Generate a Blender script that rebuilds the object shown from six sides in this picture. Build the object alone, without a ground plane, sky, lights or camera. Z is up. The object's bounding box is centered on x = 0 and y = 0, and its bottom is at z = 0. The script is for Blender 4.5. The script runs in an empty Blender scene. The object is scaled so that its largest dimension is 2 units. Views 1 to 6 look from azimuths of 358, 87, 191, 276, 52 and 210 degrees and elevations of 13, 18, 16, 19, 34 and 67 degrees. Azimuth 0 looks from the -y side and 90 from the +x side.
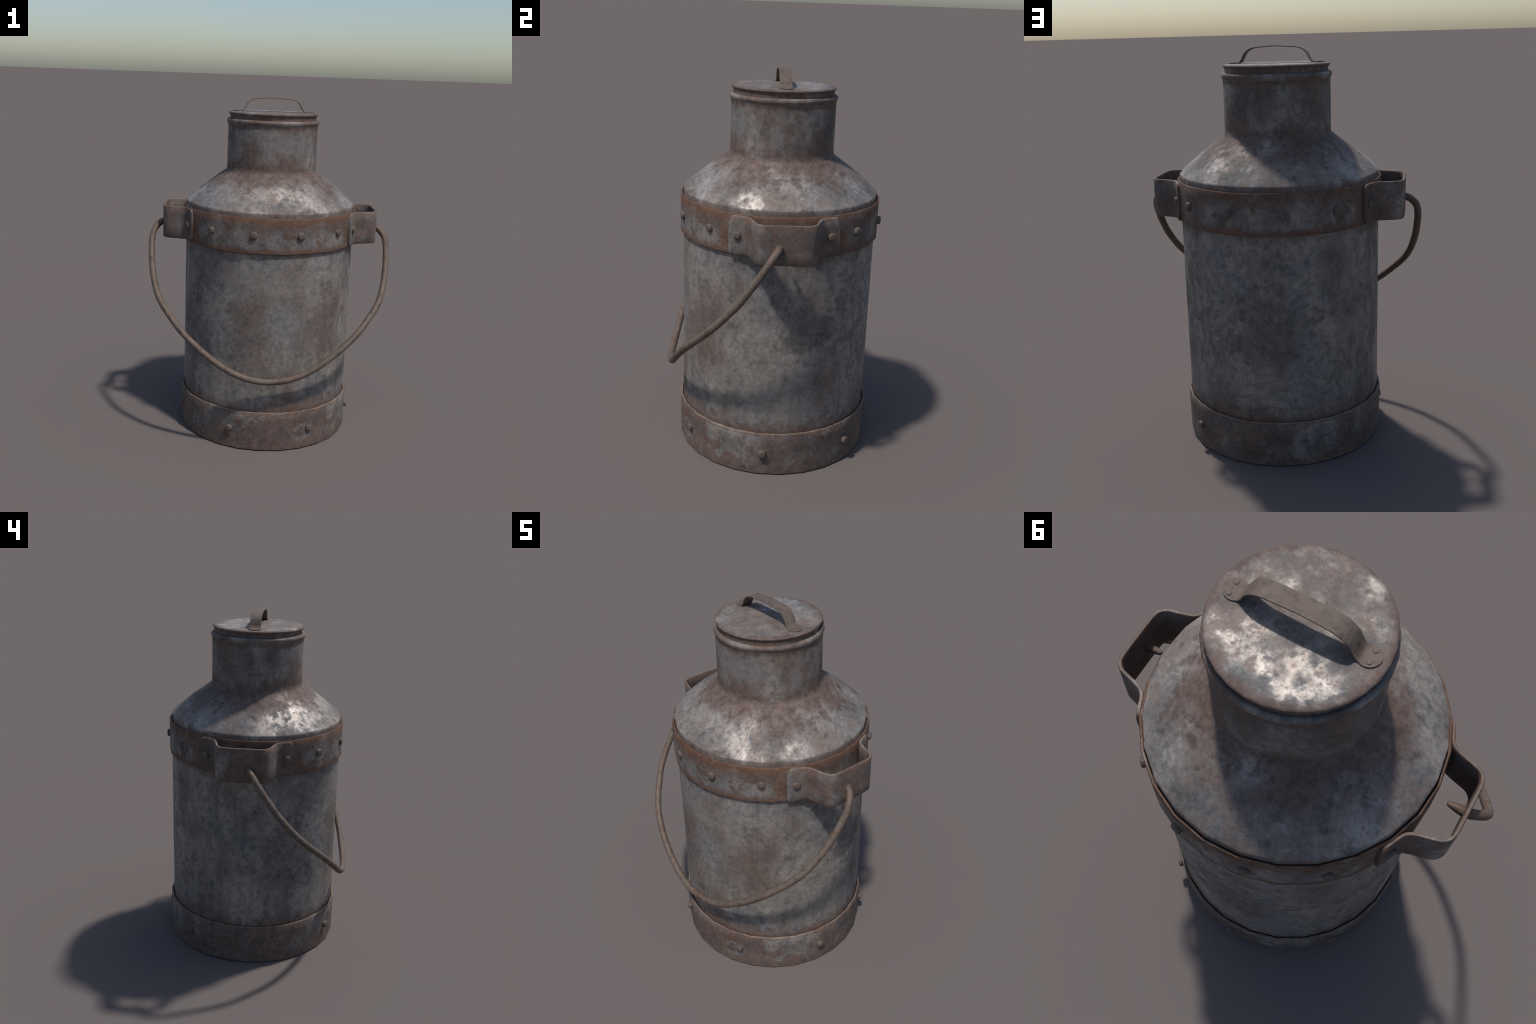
import bpy, bmesh, math, random
from mathutils import Vector, Matrix

random.seed(7)
CX, CY = 0.0, 0.028          # axis of the can
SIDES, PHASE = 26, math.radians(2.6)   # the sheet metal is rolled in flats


# ------------------------------------------------------------------ materials
class Tree:
    def __init__(self, name):
        self.mat = bpy.data.materials.new(name)
        self.mat.use_nodes = True
        self.t = self.mat.node_tree
        self.t.nodes.clear()
        self.out = self.t.nodes.new("ShaderNodeOutputMaterial")
        self.tc = self.t.nodes.new("ShaderNodeTexCoord")

    def node(self, kind, **kw):
        n = self.t.nodes.new(kind)
        for k, v in kw.items():
            setattr(n, k, v)
        return n

    def link(self, a, b):
        self.t.links.new(a, b)

    def put(self, sock, v):
        if hasattr(v, "is_output"):
            self.link(v, sock)
        else:
            sock.default_value = v

    def math(self, op, a, b=0.0, c=0.0, clamp=False):
        n = self.node("ShaderNodeMath", operation=op, use_clamp=clamp)
        for s, v in zip(n.inputs, (a, b, c)):
            self.put(s, v)
        return n.outputs[0]

    def coords(self, scale=(1, 1, 1), loc=(0, 0, 0)):
        m = self.node("ShaderNodeMapping")
        m.inputs["Scale"].default_value = scale
        m.inputs["Location"].default_value = loc
        self.link(self.tc.outputs["Object"], m.inputs["Vector"])
        return m.outputs[0]

    def noise(self, scale, detail=6, rough=0.6, loc=(0, 0, 0), stretch=(1, 1, 1), distort=0.0):
        n = self.node("ShaderNodeTexNoise")
        self.link(self.coords(stretch, loc), n.inputs["Vector"])
        n.inputs["Scale"].default_value = scale
        n.inputs["Detail"].default_value = detail
        n.inputs["Roughness"].default_value = rough
        n.inputs["Distortion"].default_value = distort
        return n.outputs["Fac"]

    def step(self, v, lo, hi, a=0.0, b=1.0):
        n = self.node("ShaderNodeMapRange", interpolation_type="SMOOTHSTEP")
        for s, x in zip(n.inputs, (v, lo, hi, a, b)):
            self.put(s, x)
        return n.outputs[0]

    def mix(self, fac, a, b, blend="MIX"):
        n = self.node("ShaderNodeMix", data_type="RGBA", blend_type=blend)
        self.put(n.inputs[0], fac)
        for s, v in ((n.inputs[6], a), (n.inputs[7], b)):
            self.put(s, (*v, 1) if isinstance(v, tuple) else v)
        return n.outputs[2]

    def xyz(self):
        s = self.node("ShaderNodeSeparateXYZ")
        self.link(self.tc.outputs["Object"], s.inputs[0])
        return s.outputs

    def blob(self, centre, size, wobble=None):
        """soft spot mask: 1 inside an ellipsoid, fading to 0 at its rim"""
        m = self.coords(tuple(1 / s for s in size), tuple(-c / s for c, s in zip(centre, size)))
        n = self.node("ShaderNodeVectorMath", operation="LENGTH")
        self.link(m, n.inputs[0])
        d = n.outputs["Value"]
        if wobble is not None:
            d = self.math("ADD", d, self.math("MULTIPLY", self.math("SUBTRACT", wobble, 0.5), 2.2))
        return self.step(d, 1.15, 0.35)

    def finish(self, colour, rough, metal, bump, dist=0.004, strength=0.5, spec=0.5):
        p = self.node("ShaderNodeBsdfPrincipled")
        self.put(p.inputs["Base Color"], colour)
        self.put(p.inputs["Roughness"], rough)
        self.put(p.inputs["Metallic"], metal)
        self.put(p.inputs["Specular IOR Level"], spec)
        b = self.node("ShaderNodeBump")
        b.inputs["Strength"].default_value = strength
        b.inputs["Distance"].default_value = dist
        self.link(bump, b.inputs["Height"])
        self.link(b.outputs[0], p.inputs["Normal"])
        self.link(p.outputs[0], self.out.inputs[0])
        return self.mat


GREY = (0.213, 0.189, 0.168)
PALE = (0.338, 0.298, 0.270)
COOL = (0.168, 0.160, 0.156)
SLATE = (0.076, 0.068, 0.067)
BROWN = (0.118, 0.081, 0.067)
UMBER = (0.050, 0.037, 0.031)
RUST = (0.114, 0.057, 0.033)
TAN = (0.245, 0.182, 0.138)


def metal_sheet(name, seed=0.0, brown=0.5, slate=0.5, pale=0.3, rust_z=(), brown_z=(), tan_z=(), spots=(),
                gloss=0.42, metal=0.3, grain=1.0, streak=0.6, rim=None, speckle=0.35, umber=0.0, spec=0.32, cloud=7.0, drip=0.0):
    """Weathered galvanised sheet. rust_z / brown_z: (height, half width, strength) of stained rings,
    rim: (radius, half width, strength) of a brown ring round the axis."""
    k = Tree(name)
    L = (seed * 3.1, seed * 1.7, seed * 2.3)
    big = k.noise(3.2, 3, 0.55, L, (1, 1, 0.9))
    mid = k.noise(cloud, 3, 0.58, (L[1], L[2], L[0]), (1, 1, 0.85), 0.2)
    mid2 = k.noise(5.2, 6, 0.62, (L[2] + 5, L[0], L[1]), (1, 1, streak), 0.2)
    small = k.noise(26, 5, 0.68, (L[0] + 9, L[1], 3), (1, 1, 0.95))
    fine = k.noise(58, 5, 0.78, (1, L[2], 2), (1, 1, 0.95))
    ragged = k.math("SUBTRACT", small, 0.5)
    mott = k.math("ADD", k.math("MULTIPLY", mid, 0.65), k.math("MULTIPLY", small, 0.35))
    col = k.mix(k.step(big, 0.44, 0.60), GREY, COOL)
    col = k.mix(k.math("MULTIPLY", k.step(mott, 0.47, 0.64), pale), col, PALE)
    # brown film in broad cloudy patches
    br = k.math("ADD", mid2, k.math("MULTIPLY", ragged, speckle))
    hi = 0.66 - 0.22 * brown
    dirt = k.math("MULTIPLY", k.step(br, hi - 0.09, hi + 0.09), min(0.95, 0.55 + brown * 0.4))
    col = k.mix(dirt, col, BROWN)
    # dark slate stains with ragged edge
    sl = k.math("ADD", mid, k.math("MULTIPLY", ragged, 0.45))
    col = k.mix(k.math("MULTIPLY", k.step(sl, 0.50, 0.34), slate), col, SLATE)
    if drip:
        dr = k.noise(15, 3, 0.6, (L[2], L[1] + 3, L[0]), (1, 1, 0.09))
        dr = k.math("ADD", dr, k.math("MULTIPLY", k.math("SUBTRACT", mid, 0.5), 0.6))
        col = k.mix(k.math("MULTIPLY", k.step(k.math("ADD", dr, k.math("MULTIPLY", ragged, 0.3)), 0.54, 0.70), drip), col, SLATE)
    if umber:
        um = k.math("ADD", k.noise(6.5, 4, 0.6, (L[1] + 4, L[0], L[2] + 2), (1, 1, 1.3)), k.math("MULTIPLY", ragged, 0.5))
        m = k.math("MULTIPLY", k.step(um, 0.50, 0.66), umber)
        dirt = k.math("MAXIMUM", dirt, m)
        col = k.mix(m, col, k.mix(k.step(big, 0.42, 0.58), UMBER, (0.085, 0.046, 0.029)))
    paints = {"brown": BROWN, "slate": SLATE, "pale": PALE, "rust": RUST, "umber": UMBER, "cool": COOL, "grey": GREY}
    for centre, size, which, amount in spots:
        col = k.mix(k.math("MULTIPLY", k.blob(centre, size, mott), amount), col, paints[which])
    x, y, z = k.xyz()
    rings = [(z, q, BROWN) for q in brown_z] + [(z, q, RUST) for q in rust_z] + [(z, q, TAN) for q in tan_z]
    if rim:
        yy = k.math("SUBTRACT", y, CY)
        rad = k.math("SQRT", k.math("ADD", k.math("MULTIPLY", x, x), k.math("MULTIPLY", yy, yy)))
        rings += [(rad, q, p) for q, p in rim]
    for v, (h, half, amount), paint in rings:
        d = k.math("DIVIDE", k.math("ABSOLUTE", k.math("SUBTRACT", v, h)), half)
        d = k.math("ADD", d, k.math("MULTIPLY", k.math("SUBTRACT", mott, 0.5), 4.0))
        m = k.math("MULTIPLY", k.step(d, 1.3, 0.1), amount)
        dirt = k.math("MAXIMUM", dirt, m)
        col = k.mix(m, col, paint)
    # grain: pits and scuffs
    g = k.math("ADD", k.math("MULTIPLY", small, 0.55), k.math("MULTIPLY", fine, 0.45))
    gv = k.step(g, 0.38, 0.62, 1 - 0.26 * grain, 1 + 0.24 * grain)
    cg = k.node("ShaderNodeCombineColor")
    for i in range(3):
        k.link(gv, cg.inputs[i])
    col = k.mix(1.0, col, cg.outputs[0], "MULTIPLY")
    col = k.mix(k.math("MULTIPLY", k.step(small, 0.37, 0.28), 0.35 * grain), col, UMBER)
    col = k.mix(k.math("MULTIPLY", k.step(k.math("ADD", fine, k.math("MULTIPLY", k.math("SUBTRACT", mid2, 0.5), 0.5)), 0.66, 0.80), 0.30 * grain), col, PALE)
    # bare metal shines, dirt and rust are dull
    bare = k.math("SUBTRACT", k.step(k.math("ADD", mott, k.math("MULTIPLY", ragged, 0.4)), 0.36, 0.64), k.math("MULTIPLY", dirt, 0.9), clamp=True)
    rough = k.step(bare, 0.0, 1.0, 0.72, gloss)
    met = k.math("MULTIPLY", bare, metal)
    bump = k.math("ADD", mid, k.math("ADD", k.math("MULTIPLY", small, 0.5), k.math("MULTIPLY", fine, 0.55)))
    return k.finish(col, rough, met, bump, 0.005, 0.35, spec)


def rusty_iron(name, seed=0.0, base=TAN, scale=1.0):
    """Plain brown oxidised iron of wire, strap and rivet heads."""
    k = Tree(name)
    a = k.noise(9 * scale, 6, 0.65, (seed, 2, 1), distort=0.5)
    b = k.noise(32 * scale, 5, 0.7, (3, seed, 1))
    f = k.noise(120 * scale, 3, 0.7, (3, 1, seed))
    col = k.mix(k.step(a, 0.46, 0.66), base, tuple(c * s for c, s in zip(base, (0.86, 0.72, 0.62))))
    col = k.mix(k.math("MULTIPLY", k.step(b, 0.58, 0.74), 0.5), col, (0.245, 0.195, 0.158))
    col = k.mix(k.math("MULTIPLY", k.step(b, 0.52, 0.36), 0.75), col, (0.075, 0.054, 0.044))
    col = k.mix(k.math("MULTIPLY", k.step(a, 0.36, 0.28), 0.5), col, (0.17, 0.092, 0.062))
    bump = k.math("ADD", b, k.math("MULTIPLY", f, 0.5))
    return k.finish(col, k.step(a, 0.3, 0.7, 0.72, 0.55), 0.1, bump, 0.003, 0.4, 0.35)


M_BARREL = metal_sheet("weathered_zinc_barrel", 1.0, grain=1.05, brown=0.42, slate=0.45, pale=0.32, metal=0.14, gloss=0.5, cloud=5.5, speckle=0.5, drip=0.32,
    rust_z=((0.236, 0.018, 0.6),), brown_z=((0.25, 0.06, 0.7), (1.165, 0.04, 0.4)),
    spots=(((-0.10, -0.46, 0.64), (0.16, 0.2, 0.30), "brown", 0.5),
           ((0.30, -0.38, 0.70), (0.20, 0.2, 0.26), "brown", 0.5),
           ((0.10, -0.47, 0.78), (0.13, 0.2, 0.20), "cool", 0.7),
           ((-0.02, -0.47, 1.00), (0.30, 0.2, 0.12), "grey", 0.6),
           ((0.48, 0.14, 0.82), (0.2, 0.2, 0.14), "slate", 0.6),
           ((0.46, -0.02, 0.45), (0.2, 0.22, 0.18), "grey", 0.6),
           ((0.04, 0.53, 0.70), (0.10, 0.2, 0.25), "slate", 0.3),
           ((-0.45, -0.22, 0.66), (0.2, 0.2, 0.3), "slate", 0.45),
           ((0.0, 0.53, 0.42), (0.2, 0.2, 0.1), "grey", 0.6)))
M_SHOULDER = metal_sheet("weathered_zinc_shoulder", 2.0, grain=1.2, brown=0.44, slate=0.38, pale=1.0,  # pale coverage raised to paint the wide sunlit highlight into the shoulder colour
    brown_z=((1.575, 0.100, 0.95), (1.375, 0.028, 0.6)), gloss=0.46, metal=0.42, speckle=1.0, cloud=6.0)
M_NECK = metal_sheet("weathered_zinc_neck", 2.0, umber=0.4, brown=0.75, slate=0.55, pale=0.40,
    brown_z=((1.565, 0.10, 0.95), (1.835, 0.022, 0.85)), gloss=0.48, metal=0.2, cloud=9.0, speckle=0.6,
    spots=(((0.12, -0.22, 1.74), (0.16, 0.14, 0.09), "cool", 0.7),))
M_BEAD = metal_sheet("weathered_zinc_bead", 3.0, brown=1.0, slate=0.2, pale=0.5, gloss=0.45, metal=0.15)
M_LID = metal_sheet("weathered_zinc_lid", 4.0, umber=0.35, brown=0.45, slate=0.42, pale=1.0, gloss=0.47, metal=0.42, speckle=0.9, cloud=7.0,  # lid colour lightened with pale mottles to broaden its sun glare
    rim=(((0.264, 0.028, 0.95), BROWN),))
TABS = [((sx * 0.436, CY + sy * 0.277, 1.25), (0.05, 0.05, 0.16), "rust", 0.75) for sx in (-1, 1) for sy in (-1, 1)]
M_BAND = metal_sheet("rusty_zinc_hoop", 5.0, brown=0.62, slate=0.45, pale=0.5, speckle=0.8, umber=0.8, spots=TABS,
    brown_z=((1.335, 0.055, 0.85), (1.178, 0.035, 0.8)), rust_z=((1.360, 0.032, 0.85), (1.178, 0.018, 0.65)), gloss=0.46, metal=0.2)
M_BASE = metal_sheet("rusty_zinc_base", 6.0, brown=1.08, slate=0.45, pale=0.55, speckle=0.9, umber=0.6, grain=1.3,
    tan_z=((0.2365, 0.005, 0.45),), rust_z=((0.226, 0.008, 0.4),), brown_z=((0.01, 0.06, 0.85),), gloss=0.5, metal=0.15)
M_BRACKET = metal_sheet("worn_iron_bracket", 7.0, brown=1.12, slate=0.35, pale=0.45, umber=0.45, speckle=0.5,
    tan_z=((1.362, 0.0030, 0.22),), rust_z=((1.350, 0.012, 0.4), (1.172, 0.010, 0.5)), gloss=0.42, metal=0.25)
M_WIRE = rusty_iron("brown_wire", 1.0, (0.138, 0.103, 0.083))
M_STRAP = rusty_iron("brown_strap", 5.0, (0.128, 0.097, 0.079))
M_RIVET = rusty_iron("brown_rivet", 8.0, (0.132, 0.098, 0.080), 1.4)


# ------------------------------------------------------------------ helpers
root = bpy.data.objects.new("milk_can", None)
root["label"] = "weathered galvanised milk can with rusty hoops and wire bail"
root["category"] = "milk can"
bpy.context.scene.collection.objects.link(root)


def add(name, mesh, mat=None, parent=root):
    o = bpy.data.objects.new(name, mesh)
    bpy.context.scene.collection.objects.link(o)
    o.parent = parent
    if mat:
        mesh.materials.clear()
        mesh.materials.append(mat)
    return o


def to_mesh(bm, name, smooth_angle=42):
    bmesh.ops.remove_doubles(bm, verts=bm.verts, dist=1e-6)
    bmesh.ops.recalc_face_normals(bm, faces=bm.faces)
    me = bpy.data.meshes.new(name)
    bm.to_mesh(me)
    bm.free()
    for p in me.polygons:
        p.use_smooth = True
    if smooth_angle:
        me.set_sharp_from_angle(angle=math.radians(smooth_angle))
    return me


def lathe(profile, closed=False, cap_start=False, cap_end=False, sides=SIDES, wobble=None):
    """profile: list of (radius, height) -> bmesh of revolved flats round the can's axis"""
    bm = bmesh.new()
    rings = []
    for j, (r, h) in enumerate(profile):
        if r < 1e-6:
            rings.append([bm.verts.new((CX, CY, h))] * sides)
            continue
        ring = []
        for i in range(sides):
            a = PHASE + 2 * math.pi * i / sides
            dr, dh = wobble(i, j) if wobble else (0, 0)
            ring.append(bm.verts.new((CX + (r + dr) * math.cos(a), CY + (r + dr) * math.sin(a), h + dh)))
        rings.append(ring)
    n = len(rings)
    for j in range(n if closed else n - 1):
        a, b = rings[j], rings[(j + 1) % n]
        for i in range(sides):
            q = []
            for v in (a[i], a[(i + 1) % sides], b[(i + 1) % sides], b[i]):
                if v not in q:
                    q.append(v)
            if len(q) > 2:
                bm.faces.new(q)
    if cap_start:
        bm.faces.new(rings[0])
    if cap_end:
        bm.faces.new(rings[-1])
    return bm


# ------------------------------------------------------------------ can shell: barrel, shoulder, neck as one skin
shell = [(0.0, 0.016), (0.498, 0.016), (0.5022, 0.03)]
shell += [(0.5022, 0.03 + (1.345 - 0.03) * i / 10) for i in range(1, 10)]
shell += [(0.5022, 1.345)]
k_shoulder = len(shell) - 1
shell += [(0.5020, 1.372), (0.5016, 1.3875), (0.5005, 1.3925), (0.4965, 1.3962), (0.484, 1.4092), (0.440, 1.4465), (0.390, 1.4858), (0.340, 1.5235), (0.300, 1.5530)]
shell += [(0.2755, 1.5705), (0.2668, 1.5830)]
k_neck = len(shell) - 1
shell += [(0.2655, 1.602), (0.2655, 1.66), (0.2655, 1.74), (0.2655, 1.82), (0.2662, 1.8455)]
k_bead = len(shell) - 1
shell += [(0.2710, 1.8525), (0.2738, 1.860), (0.2730, 1.8675), (0.2690, 1.8735), (0.2610, 1.8765), (0.2500, 1.8750), (0.2480, 1.850)]

bm = lathe(shell)
bmesh.ops.recalc_face_normals(bm, faces=bm.faces)
full = bpy.data.meshes.new("shell")
bm.to_mesh(full)
bm.free()
normals = {tuple(round(c, 5) for c in v.co): v.normal.copy() for v in full.vertices}


def region(name, mat, lo, hi):
    """cut the rows lo..hi of the shell out as a part that keeps the whole shell's normals"""
    b = lathe(shell[lo:hi + 1])
    bmesh.ops.remove_doubles(b, verts=b.verts, dist=1e-6)
    me = bpy.data.meshes.new(name)
    b.to_mesh(me)
    b.free()
    me.update()
    f = me.polygons[len(me.polygons) // 2]
    if f.normal.dot(f.center - Vector((CX, CY, f.center.z))) < 0:
        me.flip_normals()
    for p in me.polygons:
        p.use_smooth = True
    me.normals_split_custom_set_from_vertices([normals[tuple(round(c, 5) for c in v.co)] for v in me.vertices])
    return add(name, me, mat)


barrel = region("barrel", M_BARREL, 0, k_shoulder)
shoulder = region("shoulder", M_SHOULDER, k_shoulder, k_neck)
neck = region("neck", M_NECK, k_neck, k_bead)
bead = region("neck_bead", M_BEAD, k_bead, len(shell) - 1)
bpy.data.meshes.remove(full)

# ------------------------------------------------------------------ lid
lid_prof = [(0.0, 1.9165), (0.12, 1.9165), (0.2, 1.9163), (0.24, 1.9160), (0.2560, 1.9150), (0.2620, 1.9125), (0.2642, 1.9085), (0.2625, 1.9045), (0.2570, 1.8990),
            (0.2545, 1.8950), (0.2540, 1.8860), (0.2535, 1.8700), (0.2500, 1.8600), (0.0, 1.8600)]
lid = add("lid", to_mesh(lathe(lid_prof, sides=30), "lid", 60), M_LID)

# ------------------------------------------------------------------ hoops
rng = random.Random(3)
jit = [[rng.uniform(-1, 1) for _ in range(SIDES)] for _ in range(2)]


def hoop(name, mat, r_in, r_out, z0, z1, r_bot=None, lip=0.0052, wav=0.0018):
    rb = r_bot or r_out
    prof = [(r_in, z1 - 0.03), (r_in, z1 - lip * 0.5), (r_in + lip * 0.6, z1), (r_out - lip * 0.7, z1), (r_out, z1 - lip)]
    prof += [(r_out + (rb - r_out) * t, z1 + (z0 - z1) * t) for t in (0.25, 0.5, 0.75)]
    prof += [(rb, z0 + lip), (rb - lip, z0), (r_in, z0), (r_in, z0 + 0.03)]

    def wobble(i, j):
        if j in (1, 2, 3, 4):
            return 0.0, wav * jit[0][i]
        if j >= len(prof) - 4:
            return 0.0, (wav * jit[1][i] if z0 > 0.01 else 0.0)
        return 0.0, 0.0
    return add(name, to_mesh(lathe(prof, closed=True, wobble=wobble), name, 38), mat)


band = hoop("upper_hoop", M_BAND, 0.5055, 0.5165, 1.1670, 1.3675)
base = hoop("base_hoop", M_BASE, 0.5060, 0.5175, 0.0, 0.2360, r_bot=0.5138, lip=0.005)

# ------------------------------------------------------------------ rivets
RIVET_R = 0.0208


def rivet_mesh(name, r, h):
    """pan-headed rivet along +x, seated at x = 0"""
    bm = bmesh.new()
    prof = [(-0.010, r * 0.90), (0.0, r * 0.96), (h * 0.50, r), (h * 0.78, r * 0.93), (h * 0.93, r * 0.72), (h, r * 0.30), (h * 1.01, 0)]
    n = 14
    rings = []
    for x, rr in prof:
        rings.append([bm.verts.new((x, rr * math.cos(2 * math.pi * i / n), rr * math.sin(2 * math.pi * i / n))) for i in range(n)] if rr else [bm.verts.new((x, 0, 0))])
    for a, b in zip(rings, rings[1:]):
        for i in range(n):
            if len(b) == 1:
                bm.faces.new((a[i], a[(i + 1) % n], b[0]))
            else:
                bm.faces.new((a[i], a[(i + 1) % n], b[(i + 1) % n], b[i]))
    me = to_mesh(bm, name, 60)
    me.materials.append(M_RIVET)
    return me


RIVET = rivet_mesh("rivet", RIVET_R, 0.0155)
SMALL = rivet_mesh("small_rivet", 0.0088, 0.0026)


def flat_radius(r, a):
    """distance from the axis to the flat of a 26-sided hoop of corner radius r in direction a"""
    s = math.pi / SIDES
    d = (a - PHASE) % (2 * s) - s
    return r * math.cos(s) / math.cos(d)


def set_rivet(parent, ang, z, r):
    a = math.radians(ang)
    o = bpy.data.objects.new("rivet", RIVET)
    bpy.context.scene.collection.objects.link(o)
    o.parent = parent
    o.location = (CX + r * math.cos(a), CY + r * math.sin(a), z)
    k = 1 + rng.uniform(-0.05, 0.05)
    o.rotation_euler = (rng.uniform(0, 3), 0, a + rng.uniform(-0.05, 0.05))
    o.scale = (1 + rng.uniform(-0.1, 0.15), k, k)
    return o


for a in (-131.0, -101.6, -72.4, -43.4, 43.4, 72.6, 101.6, 131.2):
    set_rivet(band, a, 1.271 + rng.uniform(-0.002, 0.002), flat_radius(0.5165, math.radians(a)))
for a in (-8.1, 44.6, 89.2, 141.0, -166.0, -114.0, -60.4):
    set_rivet(base, a, 0.125 + rng.uniform(-0.002, 0.002), flat_radius(0.515, math.radians(a)) + 0.004)

# ------------------------------------------------------------------ brackets for the bail
def catmull(pts, n):
    out = []
    P = [Vector(p) for p in pts]
    P = [P[0] * 2 - P[1]] + P + [P[-1] * 2 - P[-2]]
    for i in range(1, len(P) - 2):
        for s in range(n):
            t = s / n
            a, b, c, d = P[i - 1:i + 3]
            out.append(0.5 * ((2 * b) + (c - a) * t + (2 * a - 5 * b + 4 * c - d) * t * t + (3 * b - a - 3 * c + d) * t ** 3))
    out.append(P[-2])
    return out


def bracket_mesh():
    """bent strap in plan (x out, y along), swept over its height, with rounded strap ends"""
    half = [(0.4518, 0.2605), (0.4632, 0.2370), (0.4742, 0.2112), (0.4855, 0.1874), (0.5030, 0.1690), (0.5320, 0.1575), (0.5680, 0.1480),
            (0.5990, 0.1385), (0.6195, 0.1200), (0.6275, 0.0940), (0.6285, 0.0450), (0.6285, 0.0)]
    plan = [(x, -y, 0) for x, y in half] + [(x, y, 0) for x, y in half[::-1][1:]]
    line = catmull(plan, 3)
    th = 0.0070
    z0, z1 = 1.1725, 1.3615
    zs = [(z0, 0.55), (z0 + 0.004, 1.0)] + [(z0 + (z1 - z0) * t, 1.0) for t in (0.25, 0.5, 0.75)] + [(z1 - 0.004, 1.0), (z1, 0.55)]
    bm = bmesh.new()
    rows = []
    n = len(line)
    lens = [0.0]
    for a, b in zip(line, line[1:]):
        lens.append(lens[-1] + (b - a).length)
    for i, p in enumerate(line):
        t = (line[min(i + 1, n - 1)] - line[max(i - 1, 0)]).normalized()
        nrm = Vector((t.y, -t.x, 0))
        e = min(lens[i], lens[-1] - lens[i])
        cut = 0.022 * max(0.0, 1 - e / 0.022) ** 2 if e < 0.022 else 0.0   # rounded corner of the strap end
        ring = []
        for side in (1, -1):
            for z, f in (zs if side == 1 else zs[::-1]):
                zz = min(max(z, z0 + cut), z1 - cut)
                q = p + nrm * th * f * side
                ring.append(bm.verts.new((q.x + CX, q.y + CY, zz)))
        rows.append(ring)
    m = len(rows[0])
    for a, b in zip(rows, rows[1:]):
        for i in range(m):
            bm.faces.new((a[i], a[(i + 1) % m], b[(i + 1) % m], b[i]))
    bm.faces.new(rows[0])
    bm.faces.new(rows[-1])
    return to_mesh(bm, "bail_bracket", 45)


BR = bracket_mesh()
for turn in (0.0, math.pi):
    me = BR if turn == 0.0 else BR.copy()
    if turn:
        me.transform(Matrix.Translation((2 * CX, 2 * CY, 0)) @ Matrix.Rotation(math.pi, 4, "Z"))
    br = add("bail_bracket", me, M_BRACKET)
    for a in (-24.9, 24.9):
        set_rivet(br, a + math.degrees(turn), 1.268, 0.5245)

# ------------------------------------------------------------------ wire bail
def tube(points, radii, sides, name):
    bm = bmesh.new()
    rows = []
    up = Vector((0, 0.7, 0.7)).normalized()
    prev = None
    for i, p in enumerate(points):
        t = (points[min(i + 1, len(points) - 1)] - points[max(i - 1, 0)]).normalized()
        if prev is None:
            u = (up - t * up.dot(t)).normalized()
        else:
            u = (prev - t * prev.dot(t)).normalized()
        prev = u
        w = t.cross(u)
        rows.append([bm.verts.new(p + (u * math.cos(2 * math.pi * k / sides) + w * math.sin(2 * math.pi * k / sides)) * radii[i]) for k in range(sides)])
    for a, b in zip(rows, rows[1:]):
        for k in range(sides):
            bm.faces.new((a[k], a[(k + 1) % sides], b[(k + 1) % sides], b[k]))
    bm.faces.new(rows[0])
    bm.faces.new(rows[-1])
    return to_mesh(bm, name, 55)


half = [(0.640, -0.004, 1.2525), (0.666, -0.021, 1.236), (0.691, -0.050, 1.200), (0.6985, -0.088, 1.145), (0.694, -0.140, 1.072),
        (0.6845, -0.190, 1.003), (0.661, -0.261, 0.916), (0.628, -0.319, 0.848), (0.577, -0.371, 0.785), (0.508, -0.430, 0.712),
        (0.425, -0.474, 0.640), (0.330, -0.504, 0.568), (0.235, -0.523, 0.508), (0.140, -0.536, 0.468), (0.065, -0.542, 0.452)]
half = [(x, y + 0.007 * min(1.0, max(0.0, (1.2 - z) / 0.2)), z) for x, y, z in half]
pts = [(-x, y, z) for x, y, z in half] + [(0.0, -0.5370, 0.4472)] + half[::-1]
line = catmull(pts, 3)
W = 0.0184
ends = [((0.562, 0.003, 1.262), 0.007), ((0.567, 0.002, 1.2615), 0.0095), ((0.600, 0.001, 1.259), 0.0168), ((0.620, 0.0, 1.2565), W)]
line = [Vector((-p[0], p[1], p[2])) for p, _ in ends] + line + [Vector(p) for p, _ in ends[::-1]]
radii = [r for _, r in ends] + [W * (1 + 0.02 * math.sin(i * 1.7)) for i in range(len(line) - 2 * len(ends))] + [r for _, r in ends[::-1]]
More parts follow.
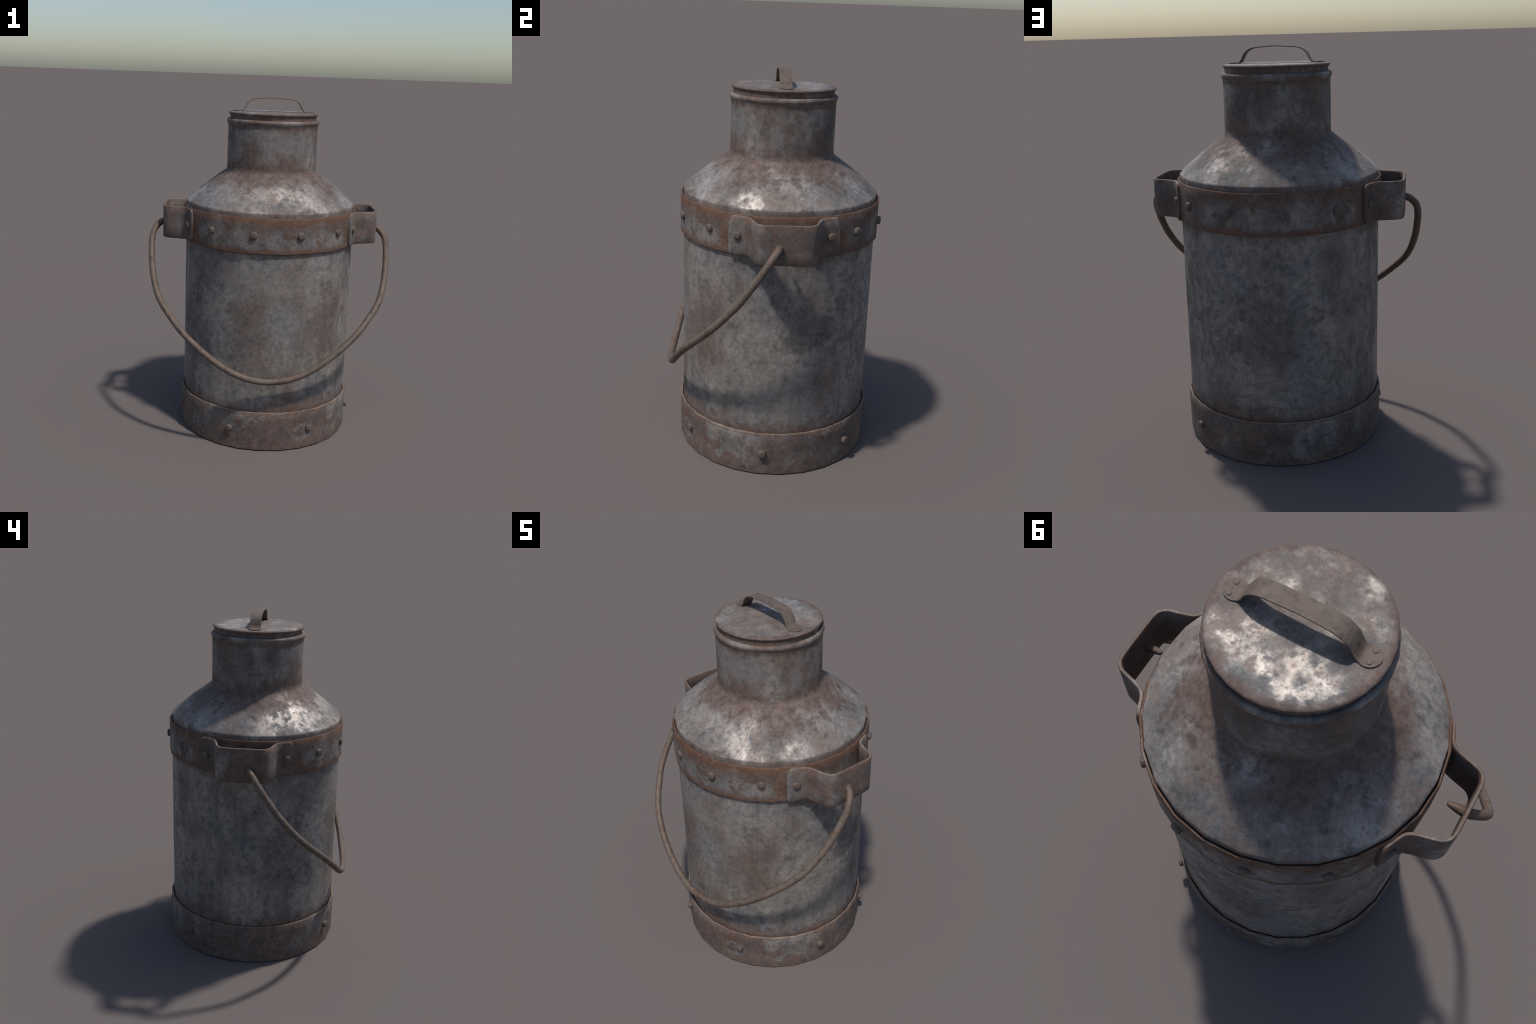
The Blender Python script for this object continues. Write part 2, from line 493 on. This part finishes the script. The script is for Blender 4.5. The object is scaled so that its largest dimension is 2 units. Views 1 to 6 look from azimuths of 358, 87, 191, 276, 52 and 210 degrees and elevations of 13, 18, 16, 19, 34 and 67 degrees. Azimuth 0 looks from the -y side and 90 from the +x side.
bail = add("bail_handle", tube(line, radii, 10, "bail_handle"), M_WIRE)

# ------------------------------------------------------------------ lid strap
def strap_mesh():
    """flat iron strap in the xz plane with rounded riveted feet"""
    prof = [(-0.239, 1.9186), (-0.236, 1.9186), (-0.230, 1.9186), (-0.220, 1.9186), (-0.207, 1.9186), (-0.195, 1.9186), (-0.186, 1.9192), (-0.177, 1.9225), (-0.167, 1.9380), (-0.156, 1.9600),
            (-0.142, 1.9755), (-0.125, 1.9850), (-0.104, 1.9905), (-0.052, 1.9945), (0.0, 1.9975)]
    prof = prof + [(-x, z) for x, z in prof[::-1][1:]]
    foot, cen, stem = 0.0365, 0.2025, 0.031
    T = 0.0022
    bm = bmesh.new()
    rows = []
    n = len(prof)
    for i, (x, z) in enumerate(prof):
        a, b = prof[max(i - 1, 0)], prof[min(i + 1, n - 1)]
        t = Vector((b[0] - a[0], 0, b[1] - a[1])).normalized()
        nrm = Vector((-t.z, 0, t.x))
        d = abs(x) - cen
        w = math.sqrt(max(foot ** 2 - d * d, 0.004 ** 2)) if d > -0.019 else stem
        w = max(w, 0.006)
        if abs(x) < 0.12:
            w = stem - 0.0005
        row = []
        for s in (1, -1):
            for y in ((-w, -w * 0.5, 0, w * 0.5, w) if s == 1 else (w, w * 0.5, 0, -w * 0.5, -w)):
                row.append(bm.verts.new(Vector((CX + x, CY - 0.002 + y, z)) + nrm * T * s))
        rows.append(row)
    m = len(rows[0])
    for a, b in zip(rows, rows[1:]):
        for k in range(m):
            bm.faces.new((a[k], a[(k + 1) % m], b[(k + 1) % m], b[k]))
    bm.faces.new(rows[0])
    bm.faces.new(rows[-1])
    return to_mesh(bm, "lid_handle", 50)


strap = add("lid_handle", strap_mesh(), M_STRAP, lid)
for x in (-0.2115, 0.2135):
    for y in (0.0045, 0.0445):
        o = bpy.data.objects.new("rivet", SMALL)
        bpy.context.scene.collection.objects.link(o)
        o.parent = lid
        o.location = (x, y, 1.9205)
        o.rotation_euler = (0, -math.pi / 2, 0)
